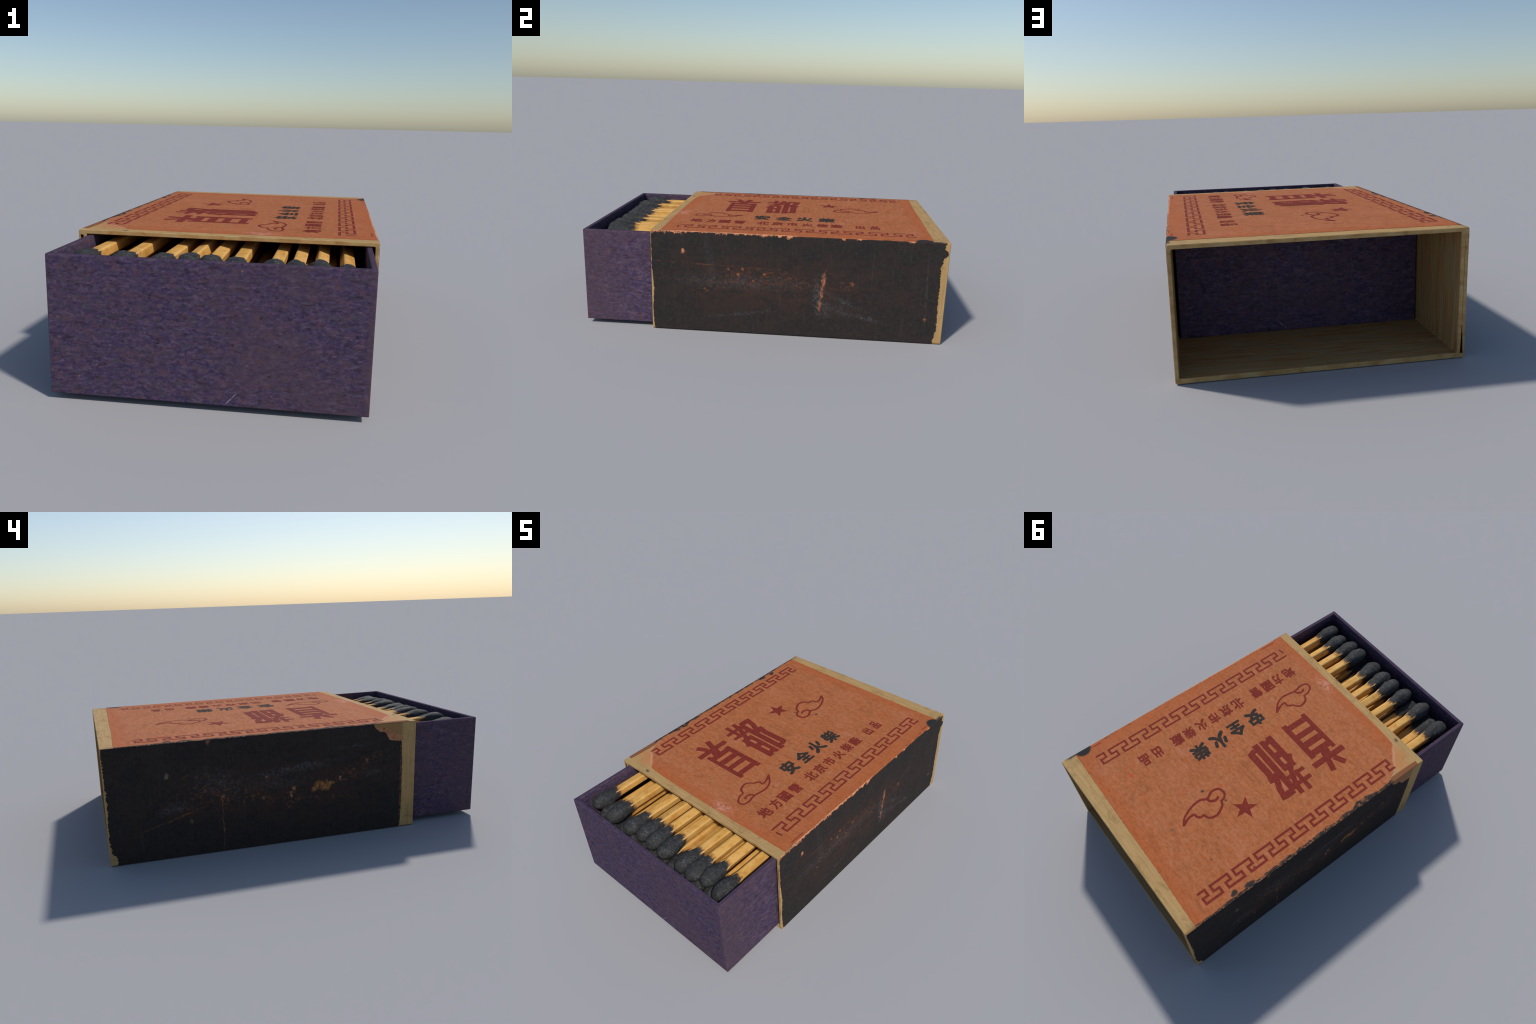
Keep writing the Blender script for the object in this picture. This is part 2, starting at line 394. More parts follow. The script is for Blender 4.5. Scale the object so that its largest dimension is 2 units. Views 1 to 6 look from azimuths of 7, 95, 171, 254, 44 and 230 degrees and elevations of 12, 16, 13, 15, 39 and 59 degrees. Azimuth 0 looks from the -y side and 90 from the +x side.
def mat_strip_left():
    g = Nodes("striking_paint_shaded_side", 0.85, 0.1)
    col, n, mid = strip_base(g)
    fine = g.noise(g.vec(75, 75, 75), 1.0, 5, 0.75)
    mid_n = g.noise(g.vec(24, 24, 24), 1.0, 4, 0.7)
    jit = g.mul(g.sub(fine, 0.5), 0.04)
    y, z = g.add(g.y, jit), g.add(g.z, g.mul(g.sub(mid_n, 0.5), 0.06))
    rust = g.step(g.noise(g.vec(20, 50, 76), 1.0, 5, 0.75), 0.50, 0.72)
    col = wear(g, col, y, z, ((0.50, 0.32, 0.14, 0.08, 0.3, 0.6), (-0.27, 0.350, 0.13, 0.028, -0.5, 1.0), (0.085, 0.25, 0.03, 0.06, 0.2, 0.9),
                              (0.64, 0.24, 0.08, 0.04, 0.4, 0.6), (0.28, 0.27, 0.16, 0.035, 0.1, 0.6), (-0.05, 0.222, 0.14, 0.010, 0.05, 0.7)),
               rust, 1.0, rgb(158, 100, 64))
    dust = g.step(fine, 0.42, 0.66)
    col = wear(g, col, y, z, ((0.07, 0.388, 0.18, 0.016, -0.09, 0.75), (0.45, 0.36, 0.11, 0.05, 0.2, 0.4), (0.68, 0.25, 0.06, 0.02, -0.15, 0.6),
                              (-0.36, 0.32, 0.05, 0.012, 0.0, 0.5), (-0.25, 0.47, 0.10, 0.007, -0.05, 0.4), (0.16, 0.33, 0.12, 0.03, 0.0, 0.35)),
               dust, 1.0, rgb(96, 100, 104))
    # the place rubbed down to tan paper: a few ragged crumbs
    rag = g.step(g.noise(g.vec(20, 50, 36), 1.0, 4, 0.75), 0.34, 0.52)
    for cu, cv, ru, rv in ((-0.062, 0.292, 0.020, 0.013), (-0.040, 0.272, 0.016, 0.013), (-0.078, 0.282, 0.030, 0.024), (-0.108, 0.282, 0.018, 0.024),
                           (-0.130, 0.292, 0.020, 0.010)):
        k = g.mul(g.blob(y, z, cu, cv, ru, rv, -0.2, 0.4), rag)
        col = g.mix(g.mul(k, 0.75), col, g.mix(g.step(fine, 0.4, 0.62), rgb(132, 84, 48), rgb(186, 136, 82)))
    # creases: one slanting, one upright
    line = g.sub(g.z, g.add(0.205, g.mul(g.sub(g.y, 0.66), -0.30)))
    line = g.step(g.m("ABSOLUTE", g.add(line, g.mul(g.sub(mid_n, 0.5), 0.03))), 0.0055, 0.0)
    line = g.mul(line, g.mul(g.step(g.y, 0.5, 0.6), g.step(g.y, 0.9, 0.75)))
    col = g.mix(g.mul(g.mul(line, g.step(fine, 0.38, 0.64)), 0.8), col, rgb(140, 88, 56))
    line = g.step(g.m("ABSOLUTE", g.add(g.sub(g.y, 0.441), g.mul(g.sub(mid_n, 0.5), 0.03))), 0.006, 0.0)
    line = g.mul(line, g.mul(g.step(g.z, 0.295, 0.26), g.step(fine, 0.42, 0.66)))
    col = g.mix(g.mul(line, 0.8), col, rgb(160, 104, 76))
    for cu, cv, r, c in ((0.706, 0.412, 0.009, (122, 112, 96)), (0.212, 0.361, 0.0065, (170, 112, 64)),
                         (0.072, 0.285, 0.0085, (188, 134, 100)), (-0.18, 0.308, 0.0065, (190, 142, 110)),
                         (0.085, 0.255, 0.007, (170, 120, 96)), (0.44, 0.29, 0.008, (146, 102, 76)),
                         (0.60, 0.175, 0.006, (104, 86, 68)), (0.50, 0.565, 0.010, (140, 96, 70)),
                         (0.235, 0.25, 0.007, (140, 100, 76)), (-0.33, 0.388, 0.007, (150, 100, 72))):
        k = g.mul(g.blob(y, z, cu, cv, r, r * 1.2, 0, 0.6), g.step(fine, 0.34, 0.5))
        col = g.mix(g.mul(k, 0.8), col, rgb(*c))
    edge = g.mul(g.step(g.add(g.y, g.mul(jit, 0.8)), -0.515, -0.525), g.step(fine, 0.45, 0.58))
    col = g.mix(g.mul(edge, 0.7), col, rgb(150, 100, 70))
    return g.done(col, n, 0.3, 0.002)


def mat_peach():
    g = Nodes("torn_paper_layer", 0.9, 0.15)
    n = g.noise(g.vec(24, 24, 40), 1.0, 4, 0.65, 0.8)
    return g.done(g.ramp(n, (0.3, rgb(146, 96, 62)), (0.5, rgb(172, 118, 84)), (0.7, rgb(184, 136, 102))), n, 0.5, 0.004)


def mat_tray():
    g = Nodes("violet_board", 0.9, 0.1)
    fine = g.noise(g.vec(50, 50, 84), 1.0, 5, 0.75)
    fib = g.noise(g.vec(21, 21, 52), 1.0, 5, 0.68, 0.5)
    hue = g.noise(g.vec(23, 23, 42), 1.0, 4, 0.68, out="Color")
    s = g.t.nodes.new("ShaderNodeSeparateColor")
    g.t.links.new(hue, s.inputs[0])
    broad = g.noise(g.vec(2.6, 2.6, 3.6), 1.0, 4, 0.65)
    col = g.ramp(fine, (0.36, rgb(53, 43, 63)), (0.5, rgb(73, 61, 87)), (0.64, rgb(98, 84, 107)))
    col = g.mix(g.mul(g.step(s.outputs[0], 0.5, 0.64), 0.7), col, rgb(100, 70, 78))
    col = g.mix(g.mul(g.step(s.outputs[1], 0.5, 0.64), 0.6), col, rgb(78, 72, 78))
    col = g.mix(g.mul(g.step(s.outputs[2], 0.50, 0.62), 0.4), col, rgb(68, 56, 92))
    streak = g.noise(g.vec(7, 7, 85), 1.0, 4, 0.7, 0.6)
    col = g.mix(g.mul(g.step(streak, 0.46, 0.34), 0.2), col, rgb(52, 44, 58))
    col = g.mix(g.mul(g.step(streak, 0.56, 0.68), 0.2), col, rgb(104, 86, 104))
    col = g.mix(g.mul(g.step(fib, 0.46, 0.34), 0.7), col, rgb(48, 40, 52))
    col = g.mix(g.mul(g.step(fib, 0.54, 0.66), 0.6), col, rgb(112, 92, 110))
    # the long sides have faded towards brown, most at the front
    bro = g.mul(g.step(broad, 0.46, 0.66), 0.4)
    side = g.mul(g.step(g.m("ABSOLUTE", g.x), 0.568, 0.576), g.step(g.y, -0.62, -0.95))
    bro = g.mx(bro, g.mul(side, g.add(0.1, g.mul(fine, 0.8))))
    col = g.mix(bro, col, rgb(88, 70, 76))
    grey = g.mul(g.step(broad, 0.44, 0.3), 0.4)
    col = g.mix(grey, col, rgb(70, 64, 78))
    # grains of straw and soot in the board
    col = g.mix(g.mul(g.spots(g.vec(30, 30, 44), 1.0, 0.3, 0.14, 0.8), 0.7), col, rgb(38, 32, 32))
    col = g.mix(g.mul(g.spots(g.vec(36, 36, 60), 1.0, 0.28, 0.08, 0.8), 0.55), col, rgb(106, 78, 52))
    col = g.mix(g.mul(g.spots(g.vec(15, 15, 24), 1.0, 0.10, 0.08, 0.7), 0.7), col, rgb(156, 114, 72))
    col = g.mix(g.mul(g.spots(g.vec(26, 26, 44), 1.0, 0.26, 0.09, 0.9), 0.55), col, rgb(122, 104, 112))
    # stray hairs pressed into the front
    hair = g.noise(g.vec(5, 5, 7), 1.0, 2, 0.5, 1.6)
    hair = g.step(g.m("ABSOLUTE", g.sub(hair, 0.5)), 0.008, 0.0)
    hair = g.mul(hair, g.step(g.noise(g.vec(7, 7, 9), 1.0, 1, 0.5), 0.56, 0.68))
    col = g.mix(g.mul(hair, 0.5), col, rgb(40, 34, 40))
    k = g.mul(g.step(g.m("ABSOLUTE", g.sub(g.sub(g.x, 0.10), g.mul(g.sub(g.z, 0.052), 0.9))), 0.004, 0.001),
              g.mul(g.step(g.m("ABSOLUTE", g.sub(g.z, 0.052)), 0.022, 0.014), g.step(fine, 0.4, 0.5)))
    col = g.mix(g.mul(k, 0.7), col, rgb(156, 146, 158))
    # rubbed rim
    rim = g.mul(g.step(g.z, 0.5505, 0.5525), 0.6)
    col = g.mix(rim, col, rgb(66, 54, 72))
    lip = g.mul(g.step(g.m("ABSOLUTE", g.sub(g.z, 0.5488)), 0.004, 0.001), g.step(fine, 0.38, 0.6))
    col = g.mix(g.mul(lip, 0.35), col, rgb(104, 86, 106))
    return g.done(col, fine, 0.3, 0.002)


def mat_match(head):
    g = Nodes("match_head_compound" if head else "match_stick_aspen", 0.7, 0.2)
    r = g.rand()
    sh = g.t.nodes.new("ShaderNodeCombineXYZ")
    g.put(sh.inputs[0], g.mul(r, 37.0))
    g.put(sh.inputs[1], g.mul(r, 11.0))
    g.put(sh.inputs[2], g.mul(r, 23.0))
    sh = sh.outputs[0]
    grain = g.noise(g.vec(85, 7, 85, sh), 1.0, 4, 0.6, 0.3)
    blot = g.noise(g.vec(26, 16, 26, sh), 1.0, 4, 0.65)
    wood = g.ramp(blot, (0.28, rgb(190, 132, 58)), (0.5, rgb(213, 162, 84)), (0.72, rgb(223, 180, 110)))
    wood = g.mix(g.mul(g.step(grain, 0.48, 0.3), 0.25), wood, rgb(188, 138, 70))
    wood = g.mix(g.mul(g.step(blot, 0.56, 0.68), 0.35), wood, rgb(224, 152, 78))
    wood = g.mix(g.mul(g.spots(g.vec(90, 34, 90, sh), 1.0, 0.3, 0.07, 0.8), 0.5), wood, rgb(116, 78, 40))
    # highlight along the arrises, painted as a lighter wood colour
    ed = g.mn(g.m("ABSOLUTE", g.x), g.m("ABSOLUTE", g.z))
    ed = g.step(ed, 0.0178, 0.0225)
    wood = g.mix(g.mul(ed, 0.35), wood, rgb(236, 206, 150))
    # jagged lower edge of the dip, running further along the arrises
    t1 = g.noise(g.vec(70, 20, 70, sh), 1.0, 3, 0.6, 0.5)
    n0 = g.noise(g.vec(80, 50, 80, sh), 1.0, 4, 0.7)
    t2 = g.noise(g.vec(190, 60, 190, sh), 1.0, 2, 0.6)
    lim = g.add(0.166, g.mul(g.sub(t1, 0.5), 0.055))
    lim = g.add(lim, g.mul(g.sub(t2, 0.5), 0.03))
    lim = g.sub(lim, g.mul(ed, 0.022))
    dist = g.sub(g.y, lim)
    scorch = g.step(g.add(dist, g.mul(g.sub(n0, 0.5), 0.05)), 0.022, 0.0)
    black = g.step(dist, 0.008, -0.005)
    n = g.noise(g.vec(48, 48, 48, sh), 1.0, 4, 0.7)
    coat = g.ramp(n, (0.28, rgb(38, 38, 38)), (0.52, rgb(54, 54, 54)), (0.76, rgb(76, 76, 76)))
    coat = g.mix(g.mul(g.spots(g.vec(120, 120, 120, sh), 1.0, 0.42, 0.08, 0.9), 0.5), coat, rgb(140, 142, 144))
    coat = g.mix(g.mul(g.spots(g.vec(60, 60, 60, sh), 1.0, 0.35, 0.08, 0.9), 0.3), coat, rgb(92, 98, 104))
    coat = g.mix(g.mul(g.spots(g.vec(75, 75, 75, sh), 1.0, 0.5, 0.22, 0.9), 0.4), coat, rgb(104, 106, 108))  # specular sparkle on the heads, drawn as lighter flecks in the coat
    patch = g.step(g.noise(g.vec(17, 17, 17, sh), 1.0, 3, 0.6), 0.5, 0.66)
    pale_specks = g.step(g.noise(g.vec(150, 150, 150, sh), 1.0, 3, 0.7), 0.54, 0.70)
    coat = g.mix(g.mul(g.mul(patch, pale_specks), 0.6), coat, rgb(136, 137, 138))
    coat = g.mix(g.mul(g.step(t1, 0.52, 0.68), g.mul(g.step(dist, -0.05, -0.005), 0.35)), coat, rgb(104, 70, 46))
    col = g.mix(g.mul(scorch, 0.75), wood, rgb(146, 88, 36))
    col = g.mix(black, col, coat)
    return g.done(col, g.add(g.mul(n, 0.7), g.mul(grain, 0.3)), 0.5 if head else 0.2, 0.005 if head else 0.002)


# ------------------------------------------------------------------ object helpers
def link(name, mesh, mats, parent=None):
    ob = bpy.data.objects.new(name, mesh)
    COL.objects.link(ob)
    for m in mats:
        if m.name not in [k.name for k in mesh.materials if k]:
            mesh.materials.append(m)
    if parent:
        ob.parent = parent
    return ob


def from_bm(name, bm, mats, parent=None, smooth=False):
    bmesh.ops.recalc_face_normals(bm, faces=bm.faces)
    me = bpy.data.meshes.new(name)
    bm.to_mesh(me)
    bm.free()
    if smooth:
        for p in me.polygons:
            p.use_smooth = True
    return link(name, me, mats, parent)


def apply_mods(ob):
    dg = bpy.context.evaluated_depsgraph_get()
    me = bpy.data.meshes.new_from_object(ob.evaluated_get(dg))
    old = ob.data
    ob.modifiers.clear()
    ob.data = me
    bpy.data.meshes.remove(old)


def rounded_rect(x0, x1, z0, z1, r, seg=5):
    pts = []
    for cx, cz, a0 in ((x1 - r, z1 - r, 0), (x0 + r, z1 - r, 90), (x0 + r, z0 + r, 180), (x1 - r, z0 + r, 270)):
        for i in range(seg + 1):
            a = math.radians(a0 + 90 * i / seg)
            pts.append((cx + r * math.cos(a), cz + r * math.sin(a)))
    return pts


# ------------------------------------------------------------------ root
root = bpy.data.objects.new("matchbox", None)
COL.objects.link(root)
root["label"] = "half-open old matchbox, orange printed label, dark-headed matches"
root["category"] = "matchbox"

# ------------------------------------------------------------------ sleeve
wood, wood_in, gap, endg = mat_wood(), mat_wood_inner(), mat_gap(), mat_end_grain()


def build_sleeve():
    seg = 5
    out = rounded_rect(-SL_X, SL_X, 0.0, SL_TOP, RAD, seg)
    inn = rounded_rect(IN_X0, IN_X1, IN_Z0, IN_Z1, 0.005, seg)
    b = 0.0022
    cx, cz = 0.0, SL_TOP / 2

    def shrink(pts, d, grow):
        o = []
        for x, z in pts:
            o.append((x + math.copysign(d, x) * (1 if grow else -1), z + math.copysign(d, z - cz) * (1 if grow else -1)))
        return o
    loops = []   # (profile, y, is the following band inner?)
    loops += [(out, SL_Y0 + b), (out, SL_Y1 - b), (shrink(out, b, False), SL_Y1), (shrink(inn, b, True), SL_Y1),
              (inn, SL_Y1 - b), (inn, SL_Y0 + b), (shrink(inn, b, True), SL_Y0), (shrink(out, b, False), SL_Y0)]
    kind = [0, 2, 2, 2, 1, 2, 2, 2]
    bm = bmesh.new()
    rows = [[bm.verts.new((x, y, z)) for x, z in p] for p, y in loops]
    n = len(out)
    for k in range(len(rows)):
        a, c = rows[k], rows[(k + 1) % len(rows)]
        for i in range(n):
            f = bm.faces.new((a[i], a[(i + 1) % n], c[(i + 1) % n], c[i]))
            f.material_index = kind[k]
    ob = from_bm("sleeve", bm, [wood, wood_in, endg, gap], root)
    # the sleeve is one long strip of veneer glued over itself on the left:
    # the lap opens at the back bottom and at the front top, with a hairline between

    def wedge(ya, yb, prof_a, prof_b):
        w = bmesh.new()
        A = [w.verts.new((x, ya, z)) for x, z in prof_a]
        B = [w.verts.new((x, yb, z)) for x, z in prof_b]
        w.faces.new(A)
        w.faces.new(B[::-1])
        m = len(A)
        for i in range(m):
            w.faces.new((A[i], B[i], B[(i + 1) % m], A[(i + 1) % m]))
        for f in w.faces:
            f.material_index = 0
        return from_bm("cutter", w, [gap])
    xm = -0.6035
    cut = [
        wedge(1.02, 0.86, ((-0.6125, 0.021), (-0.5985, 0.021), (-0.6005, 0.075), (-0.6025, 0.150), (-0.6045, 0.150), (-0.6095, 0.075)),
              ((xm - 0.001, 0.021), (xm, 0.021), (xm, 0.075), (xm, 0.150), (xm - 0.001, 0.150), (xm - 0.001, 0.075))),
        wedge(1.015, 0.98, ((xm - 0.0008, 0.165), (xm + 0.0008, 0.165), (xm + 0.0008, 0.52), (xm - 0.0008, 0.52)),
              ((xm - 0.0002, 0.165), (xm + 0.0002, 0.165), (xm + 0.0002, 0.52), (xm - 0.0002, 0.52))),
        wedge(-0.62, -0.50, ((-0.6125, 0.555), (-0.5985, 0.552), (-0.6005, 0.46), (-0.602, 0.36), (-0.604, 0.36), (-0.609, 0.46)),
              ((xm - 0.001, 0.555), (xm, 0.552), (xm, 0.46), (xm, 0.36), (xm - 0.001, 0.36), (xm - 0.001, 0.46))),
    ]
    for c in cut:
        m = ob.modifiers.new("lap", "BOOLEAN")
        m.operation, m.solver, m.object = "DIFFERENCE", "EXACT", c
        m.material_mode = "TRANSFER"
    bpy.context.view_layer.update()
    apply_mods(ob)
    for c in cut:
        me = c.data
        bpy.data.objects.remove(c)
        bpy.data.meshes.remove(me)
    return ob


sleeve = build_sleeve()


# ------------------------------------------------------------------ paper sheets
def section(kind):
    """outer profile samples (x, z, nx, nz) of the sleeve covered by one sheet"""
    r, res = RAD, []
    if kind == "top":
        for i in range(4):
            a = math.radians(135 - 45 * i / 4)
            res.append((-SL_X + r + r * math.cos(a), SL_TOP - r + r * math.sin(a), math.cos(a), math.sin(a)))
        n = 320
        for i in range(n + 1):
            res.append((-SL_X + r + (2 * SL_X - 2 * r) * i / n, SL_TOP, 0, 1))
        for i in range(1, 5):
            a = math.radians(90 - 45 * i / 4)
            res.append((SL_X - r + r * math.cos(a), SL_TOP - r + r * math.sin(a), math.cos(a), math.sin(a)))
    else:
        s = 1 if kind == "right" else -1
        for i in range(4):
            a = math.radians(45 - 45 * i / 4)
            res.append((s * (SL_X - r + r * math.cos(a)), SL_TOP - r + r * math.sin(a), s * math.cos(a), math.sin(a)))
        n = 200
        for i in range(n + 1):
            res.append((s * SL_X, SL_TOP - r - (SL_TOP - 2 * r) * i / n, s, 0))
        for i in range(1, 4):
            a = math.radians(-40 * i / 3)
            res.append((s * (SL_X - r + r * math.cos(a)), r + r * math.sin(a), s * math.cos(a), math.sin(a)))
    return res


def sheet(name, kind, y0, y1, mats, parent, cols=24):
    """paper wrapped on the profile; y0/y1 give its ends at each sample"""
    bm = bmesh.new()
    top, bot = [], []
    for x, z, nx, nz in section(kind):
        a, b = y0(x, z), y1(x, z)
        t = PAPER
        top.append([bm.verts.new((x + nx * t, a + (b - a) * j / cols, z + nz * t)) for j in range(cols + 1)])
        bot.append([bm.verts.new((x - nx * 0.0004, a + (b - a) * j / cols, z - nz * 0.0004)) for j in range(cols + 1)])
    R = len(top)
    for i in range(R - 1):
        for j in range(cols):
            bm.faces.new((top[i][j], top[i + 1][j], top[i + 1][j + 1], top[i][j + 1]))
            bm.faces.new((bot[i][j], bot[i][j + 1], bot[i + 1][j + 1], bot[i + 1][j]))
        for j in (0, cols):
            bm.faces.new((top[i][j], bot[i][j], bot[i + 1][j], top[i + 1][j]))
    for i in (0, R - 1):
        for j in range(cols):
            bm.faces.new((top[i][j], top[i][j + 1], bot[i][j + 1], bot[i][j]))
    return from_bm(name, bm, mats, parent)


def interp(v, knots):
    if v <= knots[0][0]:
        return knots[0][1]
    for (a, p), (b, q) in zip(knots, knots[1:]):
        if v <= b:
            return p + (q - p) * (v - a) / (b - a)
    return knots[-1][1]


LABEL_FRONT = ((-0.7, -0.578), (-0.5905, -0.572), (-0.5875, -0.372), (-0.568, -0.437), (-0.50, -0.500), (-0.445, -0.545),
               (-0.40, -0.553), (-0.357, -0.558), (-0.18, -0.562), (0.141, -0.562), (0.44, -0.558), (0.70, -0.553))
LABEL_BACK = ((-0.7, 0.938), (-0.502, 0.935), (-0.287, 0.927), (0.047, 0.924), (0.352, 0.918), (0.70, 0.912))

label = sheet("label", "top",
              lambda x, z: interp(x, LABEL_FRONT) + wob(x, 0, 0.0022, 60, 1.3) * (3.5 if x < -0.42 else 1.0),
              lambda x, z: interp(x, LABEL_BACK) + wob(x, 0, 0.0022, 55, 4.1), [mat_label()], root, 10)

R_FRONT = ((0.0, -0.588), (0.02, -0.594), (0.05, -0.598), (0.14, -0.6), (0.20, -0.594), (0.26, -0.593), (0.31, -0.598), (0.36, -0.6025), (0.58, -0.6030))
R_BACK = ((0.0, 0.957), (0.03, 0.953), (0.08, 0.967), (0.14, 0.966), (0.24, 0.962), (0.33, 0.964), (0.43, 0.960), (0.49, 0.970),
          (0.505, 0.993), (0.525, 0.990), (0.54, 0.972), (0.562, 0.975), (0.58, 0.988))
sheet("striking_strip", "right",
      lambda x, z: max(-0.6075, -0.003 + interp(z, R_FRONT) + wob(z, 0, 0.004, 40, 7.0)),
      lambda x, z: min(0.9975, interp(z, R_BACK) + wob(z, 0, 0.005, 40, 9.0) + wob(z, 0, 0.006, 130, 9.0)), [mat_strip_right()], root, 10)
L_FRONT = ((0.0, -0.515), (0.012, -0.527), (0.11, -0.532), (0.25, -0.533), (0.36, -0.533), (0.474, -0.528), (0.477, -0.497), (0.484, -0.456),
           (0.522, -0.437), (0.529, -0.428), (0.532, -0.404), (0.556, -0.372), (0.58, -0.360))
L_BACK = ((0.0, 0.967), (0.02, 0.963), (0.045, 0.966), (0.06, 0.986), (0.075, 0.990), (0.085, 0.981), (0.10, 0.994), (0.20, 0.994),
          (0.28, 0.989), (0.40, 0.993), (0.58, 0.997))
sheet("striking_strip", "left",
      lambda x, z: interp(z, L_FRONT) + wob(z, 0, 0.003, 40, 12.0),
      lambda x, z: min(0.9975, interp(z, L_BACK) + wob(z, 0, 0.005, 40, 15.0) + wob(z, 0, 0.006, 130, 15.0)), [mat_strip_left()], root, 10)


def scrap(name, outline, parent, mats, x=-SL_X, t=0.0007):
    """leftover layer of torn paper on the left flap; outline in (y, z)"""
    pts = []
    for (a, b), (c, d) in zip(outline, outline[1:] + outline[:1]):
        n = 8
        for i in range(n):
            y, z = a + (c - a) * i / n, b + (d - b) * i / n
            pts.append((y + wob(y, z, 0.007, 60, 2.2), z + wob(y, z, 0.007, 60, 8.2)))
    bm = bmesh.new()
    A = [bm.verts.new((x - t, y, z)) for y, z in pts]
    B = [bm.verts.new((x + 0.0004, y, z)) for y, z in pts]
    bm.faces.new(A)
    bm.faces.new(B[::-1])
    for i in range(len(A)):
        j = (i + 1) % len(A)
        bm.faces.new((A[i], B[i], B[j], A[j]))
    return from_bm(name, bm, mats, parent)


peach = mat_peach()
scrap("torn_paper", [(-0.42, 0.545), (-0.425, 0.515), (-0.44, 0.482), (-0.49, 0.468), (-0.534, 0.479), (-0.532, 0.500), (-0.505, 0.512),
                     (-0.475, 0.530), (-0.445, 0.548)], root, [peach])
scrap("torn_paper", [(-0.366, 0.556), (-0.372, 0.540), (-0.392, 0.518), (-0.412, 0.533), (-0.428, 0.545), (-0.40, 0.556)], root, [peach])

# ------------------------------------------------------------------ printing on the label
red = mat_ink("brick_red_ink", rgb(116, 42, 34), rgb(134, 54, 42), 0.42)
black = mat_ink("black_ink", rgb(50, 44, 41), rgb(66, 56, 49), 0.35)
INK_Z = LABEL_Z + 0.0003


def ribbon(bm, pts, width, z, closed=False):
    """flat line of print with mitred corners; pts are (along the text, down the label)"""
    P = [Vector((p[1], p[0])) for p in pts]      # to (x, y)
    W = width if isinstance(width, (list, tuple)) else [width] * len(P)
    n = len(P)
    left, right = [], []
    for i in range(n):
        a = P[i] - P[i - 1] if (i > 0 or closed) else P[i + 1] - P[i]
        b = P[(i + 1) % n] - P[i] if (i < n - 1 or closed) else a
        a, b = a.normalized(), b.normalized()
        na, nb = Vector((-a.y, a.x)), Vector((-b.y, b.x))
        m = (na + nb)
        m = m.normalized() if m.length > 1e-6 else na
        k = min(2.0, 1.0 / max(0.35, m.dot(na)))
        left.append(P[i] + m * W[i] * 0.5 * k)
        right.append(P[i] - m * W[i] * 0.5 * k)
    L = [bm.verts.new((v.x, v.y, z)) for v in left]
    R = [bm.verts.new((v.x, v.y, z)) for v in right]
    for i in range(n if closed else n - 1):
        j = (i + 1) % n
        bm.faces.new((L[i], R[i], R[j], L[j]))


def press(name, bm, mats):
    """give the print its ink thickness and hang it on the label"""
    for f in bm.faces:
        f.normal_update()
        if f.normal.z < 0:
            f.normal_flip()
    me = bpy.data.meshes.new(name)
    bm.to_mesh(me)
    bm.free()
    return link(name, me, mats, label)


def spline(pts, per=8):
    out = []
    P = [Vector((*p, 0)) for p in pts]
    for i in range(len(P) - 1):
        a, b, c, d = P[max(i - 1, 0)], P[i], P[i + 1], P[min(i + 2, len(P) - 1)]
        for k in range(per):
            t = k / per
            q = 0.5 * ((2 * b) + (c - a) * t + (2 * a - 5 * b + 4 * c - d) * t * t + (3 * b - a - 3 * c + d) * t ** 3)
            out.append((q.x, q.y))
    out.append((P[-1].x, P[-1].y))
    return out


def fret(base, period, count, d_top, d_mid, d_bot, first, last, width):
    """running Greek key: one stepped line repeated along the edge"""
    pts = list(first)
    for k in range(count):
        b = base + period * k
        pts += [(b, d_mid if k or len(first) else d_mid), (b, d_bot), (b + 0.104, d_bot), (b + 0.104, d_mid), (b + 0.071, d_mid),
                (b + 0.071, d_top), (b + 0.1695, d_top), (b + 0.1695, d_mid)]
    b = base + period * count
    pts += [(b, d_mid), (b, d_bot)] + list(last)
    bm = bmesh.new()
    ribbon(bm, pts, width, INK_Z)
    return bm


bm = fret(-0.439, 0.1360, 9, 0.4630, 0.4945, 0.5275, [(-0.488, 0.463), (-0.406, 0.463), (-0.406, 0.4945)], [(0.834, 0.5285)], 0.0115)
press("fret_border", bm, [red])
bm = fret(-0.440, 0.1377, 9, -0.5510, -0.5190, -0.4850, [(-0.452, -0.551), (-0.412, -0.551), (-0.412, -0.519)], [(0.843, -0.485)], 0.0132)
press("fret_border", bm, [red])
bm = bmesh.new()
ribbon(bm, [(-0.483, 0.490), (-0.479, 0.529)], 0.0105, INK_Z)
press("stray_print_mark", bm, [red])

# star
bm = bmesh.new()
c = (0.365, -0.2415)
ring = []
for i in range(10):
    r = 0.070 if i % 2 == 0 else 0.0285
    a = math.radians(-90 + 36 * i) + 0.03
    ring.append(bm.verts.new((c[1] + r * math.sin(a), c[0] + r * math.cos(a), INK_Z)))
bm.faces.new(ring)
press("star", bm, [red])


# clouds: a scrolled outline with a swept tail
def cloud(body, curl, width):
    bm = bmesh.new()
    parts = [spline(p) for p in body]
    for k, p in enumerate(parts):
        n = len(p)
        w = [width * (0.75 + 0.25 * math.sin(math.pi * i / (n - 1))) for i in range(n)]
        ribbon(bm, p, w, INK_Z + 0.00012 * k)
    q = spline(curl)
    ribbon(bm, q, [width * (1.0 - 0.1 * i / len(q)) for i in range(len(q))], INK_Z + 0.00012 * (len(parts) + 1))
    # thick wedge where the tail closes
    t0, t1, t2 = parts[0][0], parts[0][7], parts[-1][-6]
    vs = [bm.verts.new((p[1], p[0], INK_Z + 0.0009)) for p in (t0, t1, t2)]
    bm.faces.new(vs)
    press("cloud", bm, [red])


